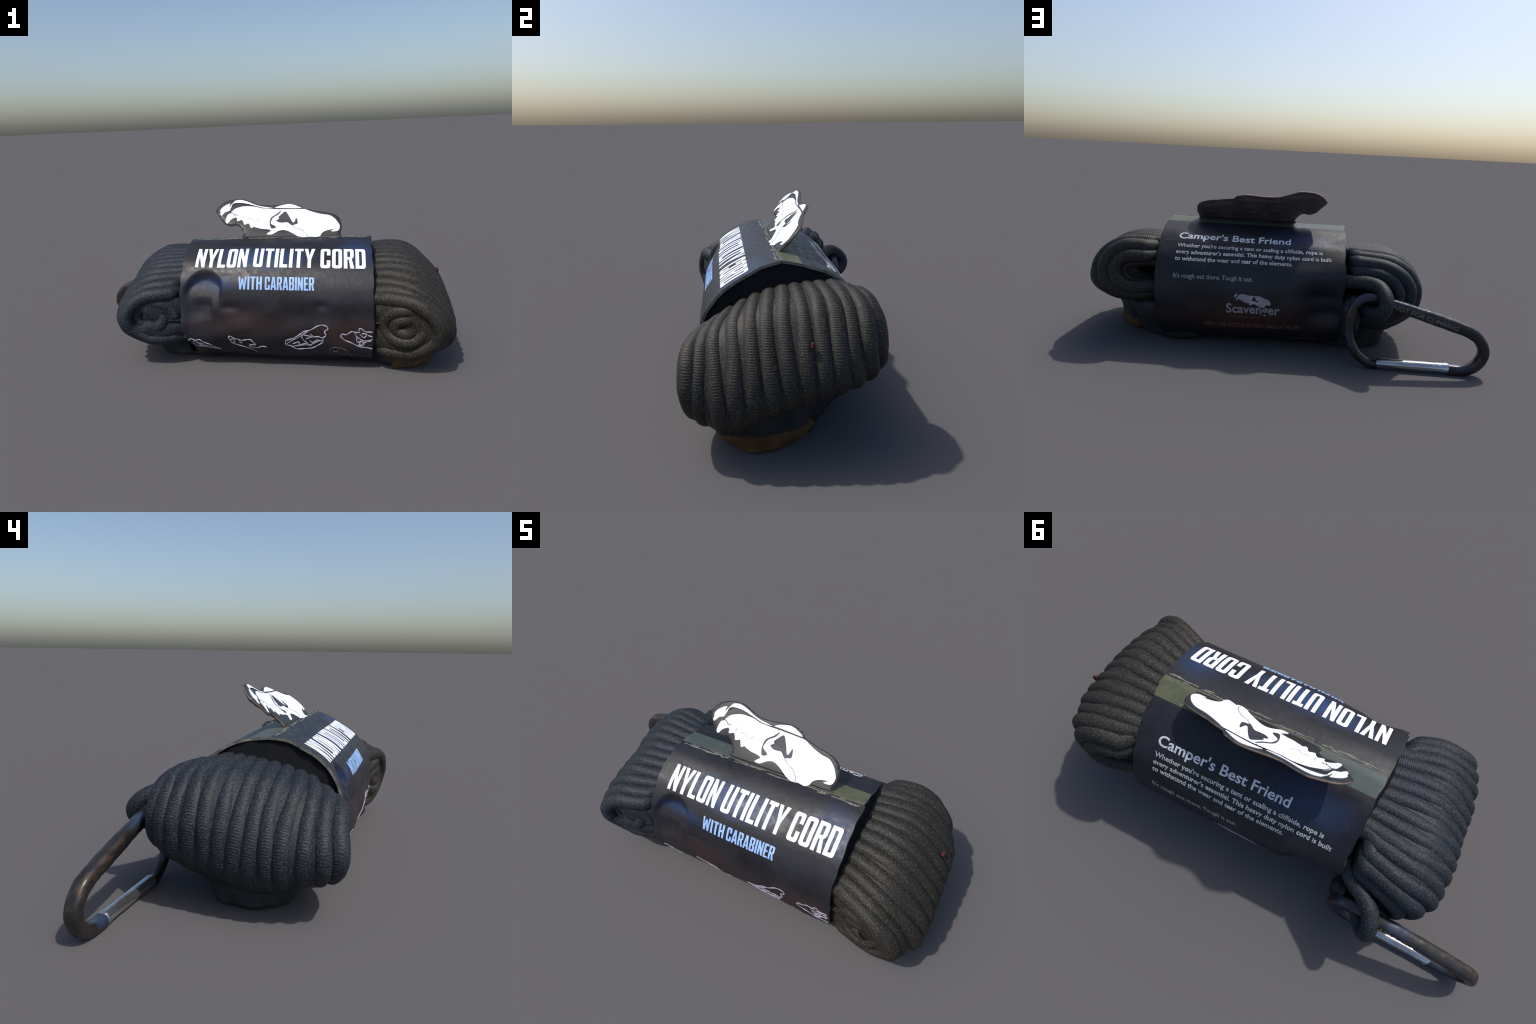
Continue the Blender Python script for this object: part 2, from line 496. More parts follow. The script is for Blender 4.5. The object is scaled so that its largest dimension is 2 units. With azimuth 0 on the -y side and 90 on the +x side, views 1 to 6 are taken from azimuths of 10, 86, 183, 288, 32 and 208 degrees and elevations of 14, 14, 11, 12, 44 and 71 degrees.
cv = cap(cv, cf, 0, True)
cv = cap(cv, cf, (ng - 1) * NC, False)
bundle = mesh_object("cord_bundle", cv, cf, CORD, root)

for n_, row in enumerate(LOOPS):
    thick = R * float(rng.uniform(0.95, 1.10)) if n_ < len(LOOPS) - 1 else 0.024
    p = loop_path(row, thick, 1500, wig=0.004, seed=float(rng.uniform(0, 6.28)))
    cord_mesh("cord_turn", p, thick, True, bundle, float(rng.uniform(0, 6)))
# tightly rolled inner turns seen on the front face
def spiral(cx, cz, ax, az, y, turns, lean):
    th = np.linspace(0, 2 * math.pi * turns, 420)
    k = 1 - 0.80 * th / th[-1]
    return np.c_[cx + ax * k * np.cos(th), y + lean * (1 - k) + 0.004 * np.sin(2 * th), cz + az * k * np.sin(th)]


for args, seed in (((0.755, 0.238, 0.125, 0.100, -0.378, 1.9, 0.008), 0.7), ((-0.485, 0.272, 0.110, 0.090, -0.371, 1.5, 0.018), 2.7)):
    p = spiral(*args)
    p[:, 1] += 0.055 * smoothstep(0.76, 0.61, p[:, 0]) * (p[:, 0] > 0) + 0.03 * smoothstep(-0.46, -0.34, p[:, 0]) * (p[:, 0] < 0)
    cord_mesh("rolled_cord_end", p, R * 0.95, False, bundle, seed, depth=0.02)

# loose end seen in the eye of the front coil, and a bit of red lint
def blob(name, centre, radii, mat, parent, seed=0.0, rough=0.25):
    bm = bmesh.new()
    bmesh.ops.create_icosphere(bm, subdivisions=3, radius=1.0)
    for v in bm.verts:
        k = 1 + rough * fbm(v.co, 1.6, 3, seed)
        v.co = Vector((centre[q] + v.co[q] * radii[q] * k for q in range(3)))
    me = bpy.data.meshes.new(name)
    bm.to_mesh(me)
    bm.free()
    me.materials.append(mat)
    me.polygons.foreach_set("use_smooth", np.full(len(me.polygons), True))
    return link(bpy.data.objects.new(name, me), parent)


blob("cord_stub", (0.688, -0.352, 0.240), (0.018, 0.014, 0.013), BROWN, bundle, 3.0)
blob("cord_knot", (-0.362, 0.288, 0.215), (0.045, 0.062, 0.105), CORD, bundle, 8.0, 0.35)
blob("lint_tuft", (0.949, 0.011, 0.417), (0.008, 0.008, 0.013), LINT, bundle, 5.0, 0.5)

# --------------------------------------------------- scan residue of the support surface, kept as lumps
def lump(name, foot, top_scale, height, mat, seed, parent, jag=0.012, top=None):
    c = catmull(np.array(foot), 8, True)
    mid = c.mean(0)
    n = len(c)
    ct = None if top is None else catmull(np.array(top), 8, True)
    lv = []
    levels = np.linspace(0, 1, 9)
    for h in levels:
        k = 1 + (top_scale - 1) * h + 0.05 * math.sin(h * math.pi)
        for q in c:
            p = mid + (q - mid) * k
            if ct is not None:
                p = q + (ct[len(lv) % n] - q) * smoothstep(0.0, 0.9, h)
            d = jag * fbm((q[0], q[1], h * 0.3), 11, 3, seed)
            dirn = (q - mid) / (np.linalg.norm(q - mid) + 1e-9)
            p = p + dirn * d
            z = h * height + (0.006 + 0.012 * fbm((q[0], q[1], 0), 6, 2, seed + 4) if h == 0 else 0)
            lv.append((p[0], p[1], max(0.001, z)))
    f = []
    for a in range(len(levels) - 1):
        for q in range(n):
            q2 = (q + 1) % n
            f.append((a * n + q, a * n + q2, (a + 1) * n + q2, (a + 1) * n + q))
    f.append(tuple(range(n))[::-1])
    f.append(tuple((len(levels) - 1) * n + q for q in range(n)))
    return mesh_object(name, lv, f, mat, parent)


lump("residue_lump", [(0.50, -0.22), (0.62, -0.255), (0.75, -0.30), (0.835, -0.265), (0.868, -0.17), (0.85, -0.07), (0.79, 0.01), (0.735, 0.035), (0.66, 0.10), (0.54, 0.16), (0.40, 0.12)],
     0.96, 0.215, DARK_RESIDUE, 1.0, root, top=[(0.50, -0.25), (0.62, -0.275), (0.77, -0.31), (0.90, -0.28), (0.940, -0.17), (0.915, -0.06), (0.83, 0.03), (0.755, 0.11), (0.70, 0.24), (0.57, 0.262), (0.40, 0.19)])
lump("residue_lump", [(-0.20, -0.20), (-0.34, -0.215), (-0.42, -0.222), (-0.485, -0.19), (-0.555, -0.10), (-0.555, 0.0), (-0.54, 0.055), (-0.49, 0.085), (-0.43, 0.11), (-0.36, 0.10), (-0.25, 0.08)],
     1.0, 0.18, DARK_RESIDUE, 2.0, root, top=[(-0.20, -0.22), (-0.34, -0.25), (-0.42, -0.27), (-0.50, -0.24), (-0.585, -0.12), (-0.59, 0.0), (-0.57, 0.08), (-0.52, 0.14), (-0.44, 0.17), (-0.36, 0.11), (-0.25, 0.08)])
lump("brown_scan_residue", [(0.70, -0.285), (0.77, -0.302), (0.845, -0.272), (0.902, -0.180), (0.898, -0.11), (0.862, -0.055), (0.80, 0.015), (0.74, 0.03), (0.70, -0.10)],
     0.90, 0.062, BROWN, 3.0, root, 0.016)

# =================================================================== SLEEVE
def sleeve_dent(x, u):
    """how far the card is pushed in (metres)"""
    x, u = np.asarray(x, float), np.asarray(u, float)
    top = 0.129 + 0.030 * ((x + 0.209) / 0.085) ** 2
    win = smoothstep(-0.335, -0.285, x) * (1 - smoothstep(-0.140, -0.118, x + 0.25 * np.maximum(u - 0.18, 0)))
    d = 0.030 * smoothstep(-0.006, 0.026, u - top) * (1 - smoothstep(0.160, 0.230, u)) * win
    d += 0.016 * smoothstep(-0.31, -0.23, x) * (1 - smoothstep(-0.190, -0.165, x)) * smoothstep(0.195, 0.222, u) * (1 - smoothstep(0.222, 0.262, u + 0.12 * (x + 0.2)))
    d += 0.012 * np.exp(-(((x + 0.09) / 0.05) ** 2) - ((u - 0.222) / 0.012) ** 2)
    d += 0.009 * np.exp(-(((x - 0.36) / 0.03) ** 2) - ((u - 0.212) / 0.01) ** 2)
    lower = smoothstep(0.17, 0.25, u) * (1 - smoothstep(0.36, 0.42, u))
    d += 0.013 * smoothstep(0.06, -0.14, x) * smoothstep(0.03, 0.10, u) * (1 - smoothstep(0.20, 0.28, u))
    d += lower * 0.009 * (1 + 0.8 * smoothstep(0.35, -0.1, x)) * (1 - 0.6 * smoothstep(-0.29, -0.33, x))
    d += lower * 0.004 * (np.sin(x * 9 + 2 + 14 * u) * np.sin(u * 75 + 3 * np.sin(x * 5)) + 0.6 * np.sin(x * 17 - u * 50 + 1.2 * np.sin(x * 7)))
    back = smoothstep(0.62, 0.68, u) * (1 - smoothstep(0.9, 0.95, u))
    d += 0.064 * smoothstep(-0.05, -0.22, x) * (1 - 0.35 * smoothstep(-0.26, -0.325, x)) * smoothstep(0.635, 0.695, u) * (1 - smoothstep(0.735, 0.80, u))
    d += back * 0.0025 * np.sin(x * 13 + 3) * np.sin(u * 70)
    return d


def sleeve(x, u, off=0.0):
    x, u = np.asarray(x, float), np.asarray(u, float)
    e = 0.002
    u0, u1 = np.clip(u - e, 0, 1), np.clip(u + e, 0, 1)
    du = sleeve_flat(x, u1) - sleeve_flat(x, u0)
    n = np.stack([np.zeros_like(x), -du[..., 2] * -1.0, du[..., 1] * -1.0], -1)
    n /= np.linalg.norm(n, axis=-1)[..., None] + 1e-12
    return sleeve_flat(x, u) + n * (np.asarray(off) - sleeve_dent(x, u))[..., None]


# sign check of the outward normal is part of the rule: on the front it must face -y
if sleeve(np.array([0.2]), np.array([0.25]), 0.05)[0, 1] > sleeve(np.array([0.2]), np.array([0.25]), 0.0)[0, 1]:
    _sl = sleeve

    def sleeve(x, u, off=0.0):
        x, u = np.asarray(x, float), np.asarray(u, float)
        e = 0.002
        du = sleeve_flat(x, np.clip(u + e, 0, 1)) - sleeve_flat(x, np.clip(u - e, 0, 1))
        n = np.stack([np.zeros_like(x), du[..., 2], -du[..., 1]], -1)
        n /= np.linalg.norm(n, axis=-1)[..., None] + 1e-12
        return sleeve_flat(x, u) + n * (np.asarray(off) - sleeve_dent(x, u))[..., None]


def edge_left(u):
    base = np.interp(u, [0, 0.26, 0.31, 0.35, 0.42, 0.55, 0.64, 1], [-0.328, -0.333, -0.306, -0.283, -0.29, -0.30, -0.325, -0.322])
    return base + 0.003 * np.sin(u * 61) + 0.002 * np.sin(u * 151 + 1)


def edge_right(u):
    return np.interp(u, [0, 0.3, 0.4, 0.5, 0.6, 1], [0.604, 0.606, 0.60, 0.575, 0.59, 0.602]) + 0.002 * np.sin(u * 47 + 2) + 0.0015 * np.sin(u * 130)


CARD = 0.011


def sleeve_part(name, ua, ub, nu, nx, face_mat, parent):
    us = np.linspace(ua, ub, nu)
    q = np.linspace(0, 1, nx)
    U = np.repeat(us[:, None], nx, 1)
    X = edge_left(U) + (edge_right(U) - edge_left(U)) * q[None]
    outer = sleeve(X, U, 0.0).reshape(-1, 3)
    inner = sleeve(X, U, -CARD).reshape(-1, 3)
    verts = np.vstack([outer, inner])
    n0 = nu * nx
    i, j = np.meshgrid(np.arange(nu - 1), np.arange(nx - 1), indexing="ij")
    a = i * nx + j
    fo = np.stack([a, a + nx, a + nx + 1, a + 1], -1).reshape(-1, 4)
    fi = fo[:, ::-1] + n0
    rims = []
    for col in (0, nx - 1):
        for r in range(nu - 1):
            s, t = r * nx + col, (r + 1) * nx + col
            rims.append((s, s + n0, t + n0, t) if col == 0 else (t, t + n0, s + n0, s))
    for row in (0, nu - 1):
        for c in range(nx - 1):
            s, t = row * nx + c, row * nx + c + 1
            rims.append((t, t + n0, s + n0, s) if row == 0 else (s, s + n0, t + n0, t))
    faces = np.vstack([fo, fi, np.array(rims)])
    slots = np.r_[np.zeros(len(fo) + len(fi)), np.ones(len(rims))]
    ob = mesh_object(name, verts, faces, [face_mat, RIM], parent, True, slots)
    me = ob.data
    me.set_sharp_from_angle(angle=math.radians(50))
    return ob


def mouth_fill(x, parent):
    """added black cone standing in for the shaded gap inside the sleeve opening"""
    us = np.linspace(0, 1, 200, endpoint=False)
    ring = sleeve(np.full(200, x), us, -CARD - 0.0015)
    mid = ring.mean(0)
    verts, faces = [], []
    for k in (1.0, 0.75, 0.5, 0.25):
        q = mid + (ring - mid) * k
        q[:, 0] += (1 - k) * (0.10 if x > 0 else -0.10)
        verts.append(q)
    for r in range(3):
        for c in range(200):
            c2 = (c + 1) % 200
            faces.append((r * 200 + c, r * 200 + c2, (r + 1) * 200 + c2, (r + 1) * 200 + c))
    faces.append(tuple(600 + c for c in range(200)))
    return mesh_object("mouth_fill", np.vstack(verts), faces, MOUTH_BLACK, parent)


U_STRIP = 0.957
card_sleeve = sleeve_part("card_sleeve", 0.0, U_STRIP, 420, 170, LABEL, root)
fold_strip = sleeve_part("fold_strip", U_STRIP, 1.0, 24, 170, STRIP, card_sleeve)
mouth_fill(0.597, card_sleeve)
mouth_fill(-0.315, card_sleeve)


# --------------------------------------------------------- ink on the sleeve
def flat_curve_mesh(loops, bevel=0.0):
    cu = bpy.data.curves.new("tmp", "CURVE")
    cu.dimensions, cu.fill_mode = "2D", "BOTH"
    for lp in loops:
        sp = cu.splines.new("POLY")
        sp.points.add(len(lp) - 1)
        for k, (x, y) in enumerate(lp):
            sp.points[k].co = (float(x), float(y), 0, 1)
        sp.use_cyclic_u = True
    ob = link(bpy.data.objects.new("tmp", cu))
    me = bpy.data.meshes.new_from_object(ob.evaluated_get(bpy.context.evaluated_depsgraph_get()))
    bpy.data.objects.remove(ob)
    bpy.data.curves.remove(cu)
    return me


def text_mesh(body, shear=0.0, offset=0.0, space=1.0):
    cu = bpy.data.curves.new("tmp", "FONT")
    cu.body, cu.resolution_u, cu.shear, cu.offset, cu.space_character = body, 3, shear, offset, space
    ob = link(bpy.data.objects.new("tmp", cu))
    me = bpy.data.meshes.new_from_object(ob.evaluated_get(bpy.context.evaluated_depsgraph_get()))
    bpy.data.objects.remove(ob)
    bpy.data.curves.remove(cu)
    return me


def sliced(me, step_y, step_x=None):
    """cut a flat mesh into thin bands so that it can follow a curved surface"""
    bm = bmesh.new()
    bm.from_mesh(me)
    bpy.data.meshes.remove(me)
    bmesh.ops.remove_doubles(bm, verts=bm.verts, dist=1e-6)
    for axis, step in ((1, step_y), (0, step_x)):
        if not step:
            continue
        vals = [v.co[axis] for v in bm.verts]
        lo, hi = min(vals), max(vals)
        for c in np.arange(lo + step, hi - step * 0.1, step):
            no = Vector((0, 0, 0))
            no[axis] = 1
            co = Vector((0, 0, 0))
            co[axis] = float(c)
            bmesh.ops.bisect_plane(bm, geom=bm.verts[:] + bm.edges[:] + bm.faces[:], plane_co=co, plane_no=no, dist=1e-7)
    return bm


def ink(name, bm, place, mat, parent, proud=0.0016, sink=0.004):
    """place(xy, off) -> xyz; the ink layer gets a thin side wall down to the card"""
    bmesh.ops.triangulate(bm, faces=bm.faces[:])
    xy = np.array([(v.co.x, v.co.y) for v in bm.verts])
    top, base = place(xy, proud), place(xy, -sink)
    bm.verts.index_update()
    faces = [[v.index for v in f.verts] for f in bm.faces]
    a = np.array([top[f[0]] for f in faces[:40]])
    n = len(xy)
    walls = []
    for e in bm.edges:
        if len(e.link_faces) == 1:
            s, t = e.verts[0].index, e.verts[1].index
            walls.append((s, t, t + n, s + n))
    bm.free()
    return mesh_object(name, np.vstack([top, base]), faces + walls, mat, parent, False)


def fit(bm, x0, x1, y0, y1):
    """scale the flat mesh to a box"""
    c = np.array([(v.co.x, v.co.y) for v in bm.verts])
    lo, hi = c.min(0), c.max(0)
    for v in bm.verts:
        v.co.x = x0 + (v.co.x - lo[0]) / (hi[0] - lo[0]) * (x1 - x0)
        v.co.y = y0 + (v.co.y - lo[1]) / (hi[1] - lo[1]) * (y1 - y0)
    return bm


on_sleeve = lambda xy, off: sleeve(xy[:, 0], xy[:, 1], np.full(len(xy), off))


# condensed poster capitals, drawn on a cell of width 1, height 2.3, stem S
def glyph(ch):
    S, H = 0.36, 2.3
    c = 0.22  # corner chamfer

    def bowl(x0, y0, x1, y1, k=c):
        return [(x0 + k, y0), (x1 - k, y0), (x1 - k * .3, y0 + k * .3), (x1, y0 + k), (x1, y1 - k), (x1 - k * .3, y1 - k * .3), (x1 - k, y1), (x0 + k, y1), (x0 + k * .3, y1 - k * .3), (x0, y1 - k), (x0, y0 + k), (x0 + k * .3, y0 + k * .3)]

    if ch == "N":
        return [[(0, 0), (S * .9, 0), (S * .9, 1.25), (1 - S * .9, 0), (1, 0), (1, H), (1 - S * .9, H), (1 - S * .9, 1.05), (S * .9, H), (0, H)]], 1
    if ch == "Y":
        return [[(.5 - S / 2, 0), (.5 + S / 2, 0), (.5 + S / 2, 0.9), (1.06, H), (1.06 - S * 1.05, H), (.5, 1.35), (-.06 + S * 1.05, H), (-.06, H), (.5 - S / 2, 0.9)]], 1
    if ch == "L":
        return [[(0, 0), (.82, 0), (.82, S * .9), (S, S * .9), (S, H), (0, H)]], .82
    if ch == "O":
        return [bowl(0, 0, 1, H), bowl(S, S * .85, 1 - S, H - S * .85, .08)], 1
    if ch == "U":
        return [[(c, 0), (1 - c, 0), (1 - c * .3, c * .3), (1, c), (1, H), (1 - S, H), (1 - S, S + .02), (1 - S - .07, S * .85), (S + .07, S * .85), (S, S + .02), (S, H), (0, H), (0, c), (c * .3, c * .3)]], 1
    if ch == "T":
        return [[(.45 - S / 2, 0), (.45 + S / 2, 0), (.45 + S / 2, H - S * .9), (.9, H - S * .9), (.9, H), (0, H), (0, H - S * .9), (.45 - S / 2, H - S * .9)]], .9
    if ch == "I":
        return [[(0, 0), (S, 0), (S, H), (0, H)]], S
    if ch == "C":
        return [[(c, 0), (1 - c, 0), (1 - c * .3, c * .3), (1, c), (1, .85), (1 - S, .85), (1 - S, S + .02), (1 - S - .07, S * .85), (S + .07, S * .85), (S, S + .02), (S, H - S - .02), (S + .07, H - S * .85), (1 - S - .07, H - S * .85), (1 - S, H - S - .02), (1 - S, H - .85), (1, H - .85), (1, H - c), (1 - c * .3, H - c * .3), (1 - c, H), (c, H), (c * .3, H - c * .3), (0, H - c), (0, c), (c * .3, c * .3)]], 1
    if ch == "R":
        return [[(0, 0), (S, 0), (S, .98), (.50, .98), (1 - S, 0), (1.04, 0), (.80, 1.05), (.94, 1.2), (1, 1.34), (1, H - c), (1 - c * .3, H - c * .3), (1 - c, H), (0, H)],
                [(S, 1.28), (1 - S - .06, 1.28), (1 - S, 1.36), (1 - S, H - S), (1 - S - .06, H - S * .85), (S, H - S * .85)]], 1
    if ch == "D":
        return [[(0, 0), (1 - c, 0), (1 - c * .3, c * .3), (1, c), (1, H - c), (1 - c * .3, H - c * .3), (1 - c, H), (0, H)],
                [(S, S * .85), (1 - S - .07, S * .85), (1 - S, S + .02), (1 - S, H - S - .02), (1 - S - .07, H - S * .85), (S, H - S * .85)]], 1
    if ch == "W":
        return [[(.22, 0), (.55, 0), (.75, 1.25), (.95, 0), (1.28, 0), (1.5, H), (1.18, H), (1.07, .95), (.90, 1.95), (.60, 1.95), (.43, .95), (.32, H), (0, H)]], 1.5
    if ch == "H":
        return [[(0, 0), (S, 0), (S, .98), (1 - S, .98), (1 - S, 0), (1, 0), (1, H), (1 - S, H), (1 - S, 1.32), (S, 1.32), (S, H), (0, H)]], 1
    if ch == "A":
        return [[(-.04, 0), (.31, 0), (.36, .42), (.68, .42), (.73, 0), (1.08, 0), (.74, H), (.30, H)], [(.40, .74), (.64, .74), (.52, 1.65)]], 1.04
    if ch == "B":
        return [[(0, 0), (1 - c, 0), (1 - c * .3, c * .3), (1, c), (1, .98), (.84, 1.18), (1, 1.38), (1, H - c), (1 - c * .3, H - c * .3), (1 - c, H), (0, H)],
                [(S, S * .85), (1 - S, S * .85), (1 - S, 1.0), (S, 1.0)], [(S, 1.34), (1 - S, 1.34), (1 - S, H - S * .85), (S, H - S * .85)]], 1
    if ch == "E":
        return [[(0, 0), (.82, 0), (.82, S * .85), (S, S * .85), (S, 1.0), (.74, 1.0), (.74, 1.3), (S, 1.3), (S, H - S * .85), (.82, H - S * .85), (.82, H), (0, H)]], .82


def poster_line(words, x_ranges):
    """loops of a line of capitals; every word is fitted to its own span"""
    out = []
    for word, (xa, xb) in zip(words, x_ranges):
        loops, pen = [], 0.0
        for ch in word:
            g, w = glyph(ch)
            loops += [[(p[0] + pen, p[1]) for p in lp] for lp in g]
            pen += w + 0.17
        pen -= 0.17
        out += [[(xa + p[0] / pen * (xb - xa), p[1]) for p in lp] for lp in loops]
    return out


bm = sliced(flat_curve_mesh(poster_line(["NYLON", "UTILITY", "CORD"], [(-0.265, -0.004), (0.027, 0.325), (0.355, 0.571)])), 0.19)
c = [v.co.x for v in bm.verts]
ink("title_text", fit(bm, min(c), max(c), 0.122, 0.060), on_sleeve, WHITE, card_sleeve)
bm = sliced(flat_curve_mesh(poster_line(["WITH", "CARABINER"], [(-0.040, 0.077), (0.091, 0.327)])), 0.3)
c = [v.co.x for v in bm.verts]
ink("subtitle_text", fit(bm, min(c), max(c), 0.177, 0.146), on_sleeve, SKY_INK, card_sleeve)


def back_text(name, body, xa, xb, u_base, u_top, mat, offset=0.0, ref=None, shear=0.0):
    """text on the back: reads towards -x, downwards means smaller u; ref = cap letters give height"""
    me = text_mesh(body, shear, offset)
    capm = text_mesh("H", 0, offset)
    capy = [v.co.y for v in capm.vertices]
    cap0, cap1 = min(capy), max(capy)
    bpy.data.meshes.remove(capm)
    bm = sliced(me, 0.12)
    xs = [v.co.x for v in bm.verts]
    lo, hi = min(xs), max(xs)
    for v in bm.verts:
        v.co.x = xa + (v.co.x - lo) / (hi - lo) * (xb - xa)
        v.co.y = u_base + (v.co.y - cap0) / (cap1 - cap0) * (u_top - u_base)
    return ink(name, bm, on_sleeve, mat, card_sleeve, 0.0013)


back_text("heading_text", "Camper's Best Friend", 0.508, -0.050, 0.8765, 0.8975, HEAD_INK, 0.016)
back_text("paragraph_text", "Whether you're securing a tent or scaling a cliffside, rope is", 0.507, -0.210, 0.8525, 0.8630, TEXT_INK, 0.016)
back_text("paragraph_text", "every adventurer's essential. This heavy duty nylon cord is built", 0.508, -0.255, 0.8350, 0.8455, TEXT_INK, 0.016)
back_text("paragraph_text", "to withstand the wear and tear of the elements.", 0.508, -0.067, 0.8180, 0.8285, TEXT_INK, 0.016)
back_text("slogan_text", "It's rough out there. Tough it out.", 0.506, 0.119, 0.7765, 0.7875, SHADED_INK, 0.014)
back_text("emblem_text", "Scavenger", 0.242, -0.018, 0.6985, 0.7235, SHADED_INK, 0.02)
back_text("tag_text", "It's rough out there", 0.240, 0.074, 0.6868, 0.6925, TAG_INK, 0.01)
back_text("origin_text", "HYENA | 100% RECYCLED MATERIAL | MADE IN THE USA", 0.360, -0.116, 0.6520, 0.6665, RUST_INK, 0.014)

# ------------------------------------- small line drawings along the front foot
SKETCH_A = [[(-0.306, 0.313), (-0.292, 0.307), (-0.27, 0.312), (-0.25, 0.308), (-0.232, 0.316), (-0.202, 0.324), (-0.174, 0.34), (-0.151, 0.348), (-0.194, 0.342), (-0.235, 0.338), (-0.267, 0.335), (-0.281, 0.323), (-0.281, 0.314)],
            [(-0.271, 0.314), (-0.259, 0.321), (-0.235, 0.324), (-0.256, 0.331), (-0.223, 0.332), (-0.185, 0.344)]]
SKETCH_B = [[(-0.1, 0.298), (-0.088, 0.297), (-0.071, 0.304), (-0.049, 0.307), (-0.036, 0.31), (-0.017, 0.307), (0.007, 0.304), (0.023, 0.311), (0.033, 0.321), (0.012, 0.321), (0.001, 0.329), (0.019, 0.332), (0.046, 0.333), (0.057, 0.326), (0.082, 0.326), (0.088, 0.332)],
            [(-0.1, 0.298), (-0.095, 0.307), (-0.084, 0.319), (-0.054, 0.327), (-0.023, 0.333), (0.007, 0.342), (0.034, 0.362)],
            [(-0.091, 0.309), (-0.078, 0.306), (-0.069, 0.315), (-0.084, 0.319)], [(-0.049, 0.307), (-0.042, 0.318), (-0.032, 0.316)]]
SKETCH_C = [[(0.187, 0.303), (0.223, 0.295), (0.259, 0.281), (0.277, 0.274), (0.308, 0.27), (0.343, 0.26), (0.369, 0.258), (0.39, 0.263), (0.388, 0.269), (0.375, 0.273), (0.381, 0.284), (0.368, 0.29), (0.365, 0.303), (0.341, 0.313), (0.314, 0.323), (0.269, 0.329), (0.237, 0.331), (0.207, 0.321), (0.187, 0.319), (0.184, 0.31), (0.187, 0.303)],
            [(0.187, 0.316), (0.213, 0.304), (0.263, 0.285), (0.303, 0.271)], [(0.268, 0.283), (0.267, 0.293), (0.28, 0.303), (0.293, 0.308)],
            [(0.27, 0.283), (0.303, 0.286), (0.32, 0.288), (0.307, 0.279)], [(0.285, 0.295), (0.307, 0.29), (0.342, 0.287), (0.364, 0.291)],
            [(0.217, 0.315), (0.249, 0.306), (0.252, 0.315), (0.284, 0.31), (0.305, 0.313), (0.337, 0.302), (0.363, 0.298)],
            [(0.302, 0.299), (0.319, 0.305), (0.337, 0.297), (0.354, 0.299)], [(0.215, 0.324), (0.256, 0.317), (0.292, 0.314), (0.31, 0.316)]]
SKETCH_D = [[(0.603, 0.32), (0.575, 0.316), (0.541, 0.313), (0.502, 0.303), (0.472, 0.296), (0.452, 0.286), (0.459, 0.28), (0.48, 0.281), (0.501, 0.273), (0.519, 0.274), (0.54, 0.274), (0.538, 0.265), (0.548, 0.264), (0.565, 0.271), (0.601, 0.272)],
            [(0.519, 0.274), (0.523, 0.283), (0.544, 0.293), (0.574, 0.298), (0.602, 0.292)], [(0.548, 0.277), (0.574, 0.278), (0.561, 0.288), (0.54, 0.279)],
            [(0.527, 0.286), (0.53, 0.301), (0.553, 0.298), (0.557, 0.304), (0.579, 0.299), (0.596, 0.297)], [(0.578, 0.281), (0.601, 0.285)], [(0.545, 0.301), (0.54, 0.309), (0.566, 0.308)]]
SKETCH_E = [[(0.397, 0.336), (0.404, 0.32), (0.428, 0.316), (0.459, 0.319), (0.485, 0.33), (0.511, 0.348), (0.472, 0.345), (0.432, 0.344), (0.397, 0.336)], [(0.41, 0.329), (0.432, 0.331), (0.441, 0.32)]]


def stroke_set(name, strokes, place, radius, mat, parent, flat=0.45, per=6):
    """lines drawn as very flat beads of ink"""
    V, F, off = [], [], 0
    for s in strokes:
        p2 = catmull(s, per)
        c = place(p2, 0.0006)
        up = place(p2, 0.01) - c
        up /= np.linalg.norm(up, axis=1)[:, None]
        t = np.gradient(c, axis=0)
        t /= np.linalg.norm(t, axis=1)[:, None] + 1e-12
        side = np.cross(t, up)
        side /= np.linalg.norm(side, axis=1)[:, None] + 1e-12
        w = radius * (1 + 0.25 * np.sin(np.arange(len(c)) * 0.7 + off))
        w[0] *= 0.3
        w[-1] *= 0.3
        v, f = tube_rings(c, side, up, w * flat, w, False, 6)
        V.append(v)
        F.append(f + off)
        off += len(v)
    return mesh_object(name, np.vstack(V), np.vstack(F), mat, parent)


for sk in (SKETCH_A, SKETCH_B, SKETCH_C, SKETCH_D):
    stroke_set("skull_sketch", sk, on_sleeve, 0.0036, SKETCH_INK, card_sleeve)
stroke_set("skull_sketch", SKETCH_E, on_sleeve, 0.0028, TAG_INK, card_sleeve)
stroke_set("skull_sketch", [[(-0.07, 0.588), (-0.11, 0.60), (-0.15, 0.606), (-0.185, 0.606), (-0.2, 0.60), (-0.19, 0.592)], [(-0.1, 0.592), (-0.14, 0.598)]], on_sleeve, 0.0026, TAG_INK, card_sleeve)

# whitened, cracked print along the top fold
fold_scuffs = []
for k in range(36):
    xa = float(rng.uniform(-0.31, 0.57))
    ln = float(rng.uniform(0.02, 0.09))
    uu = float(rng.uniform(0.0005, 0.0065))
    fold_scuffs.append([(xa, uu), (xa + ln * 0.35, uu + float(rng.uniform(-0.0004, 0.0018))), (xa + ln * 0.7, uu + float(rng.uniform(-0.0003, 0.0012))), (min(xa + ln, 0.598), uu)])
stroke_set("fold_scuff", fold_scuffs, on_sleeve, 0.0024, RIM, card_sleeve, 0.35)

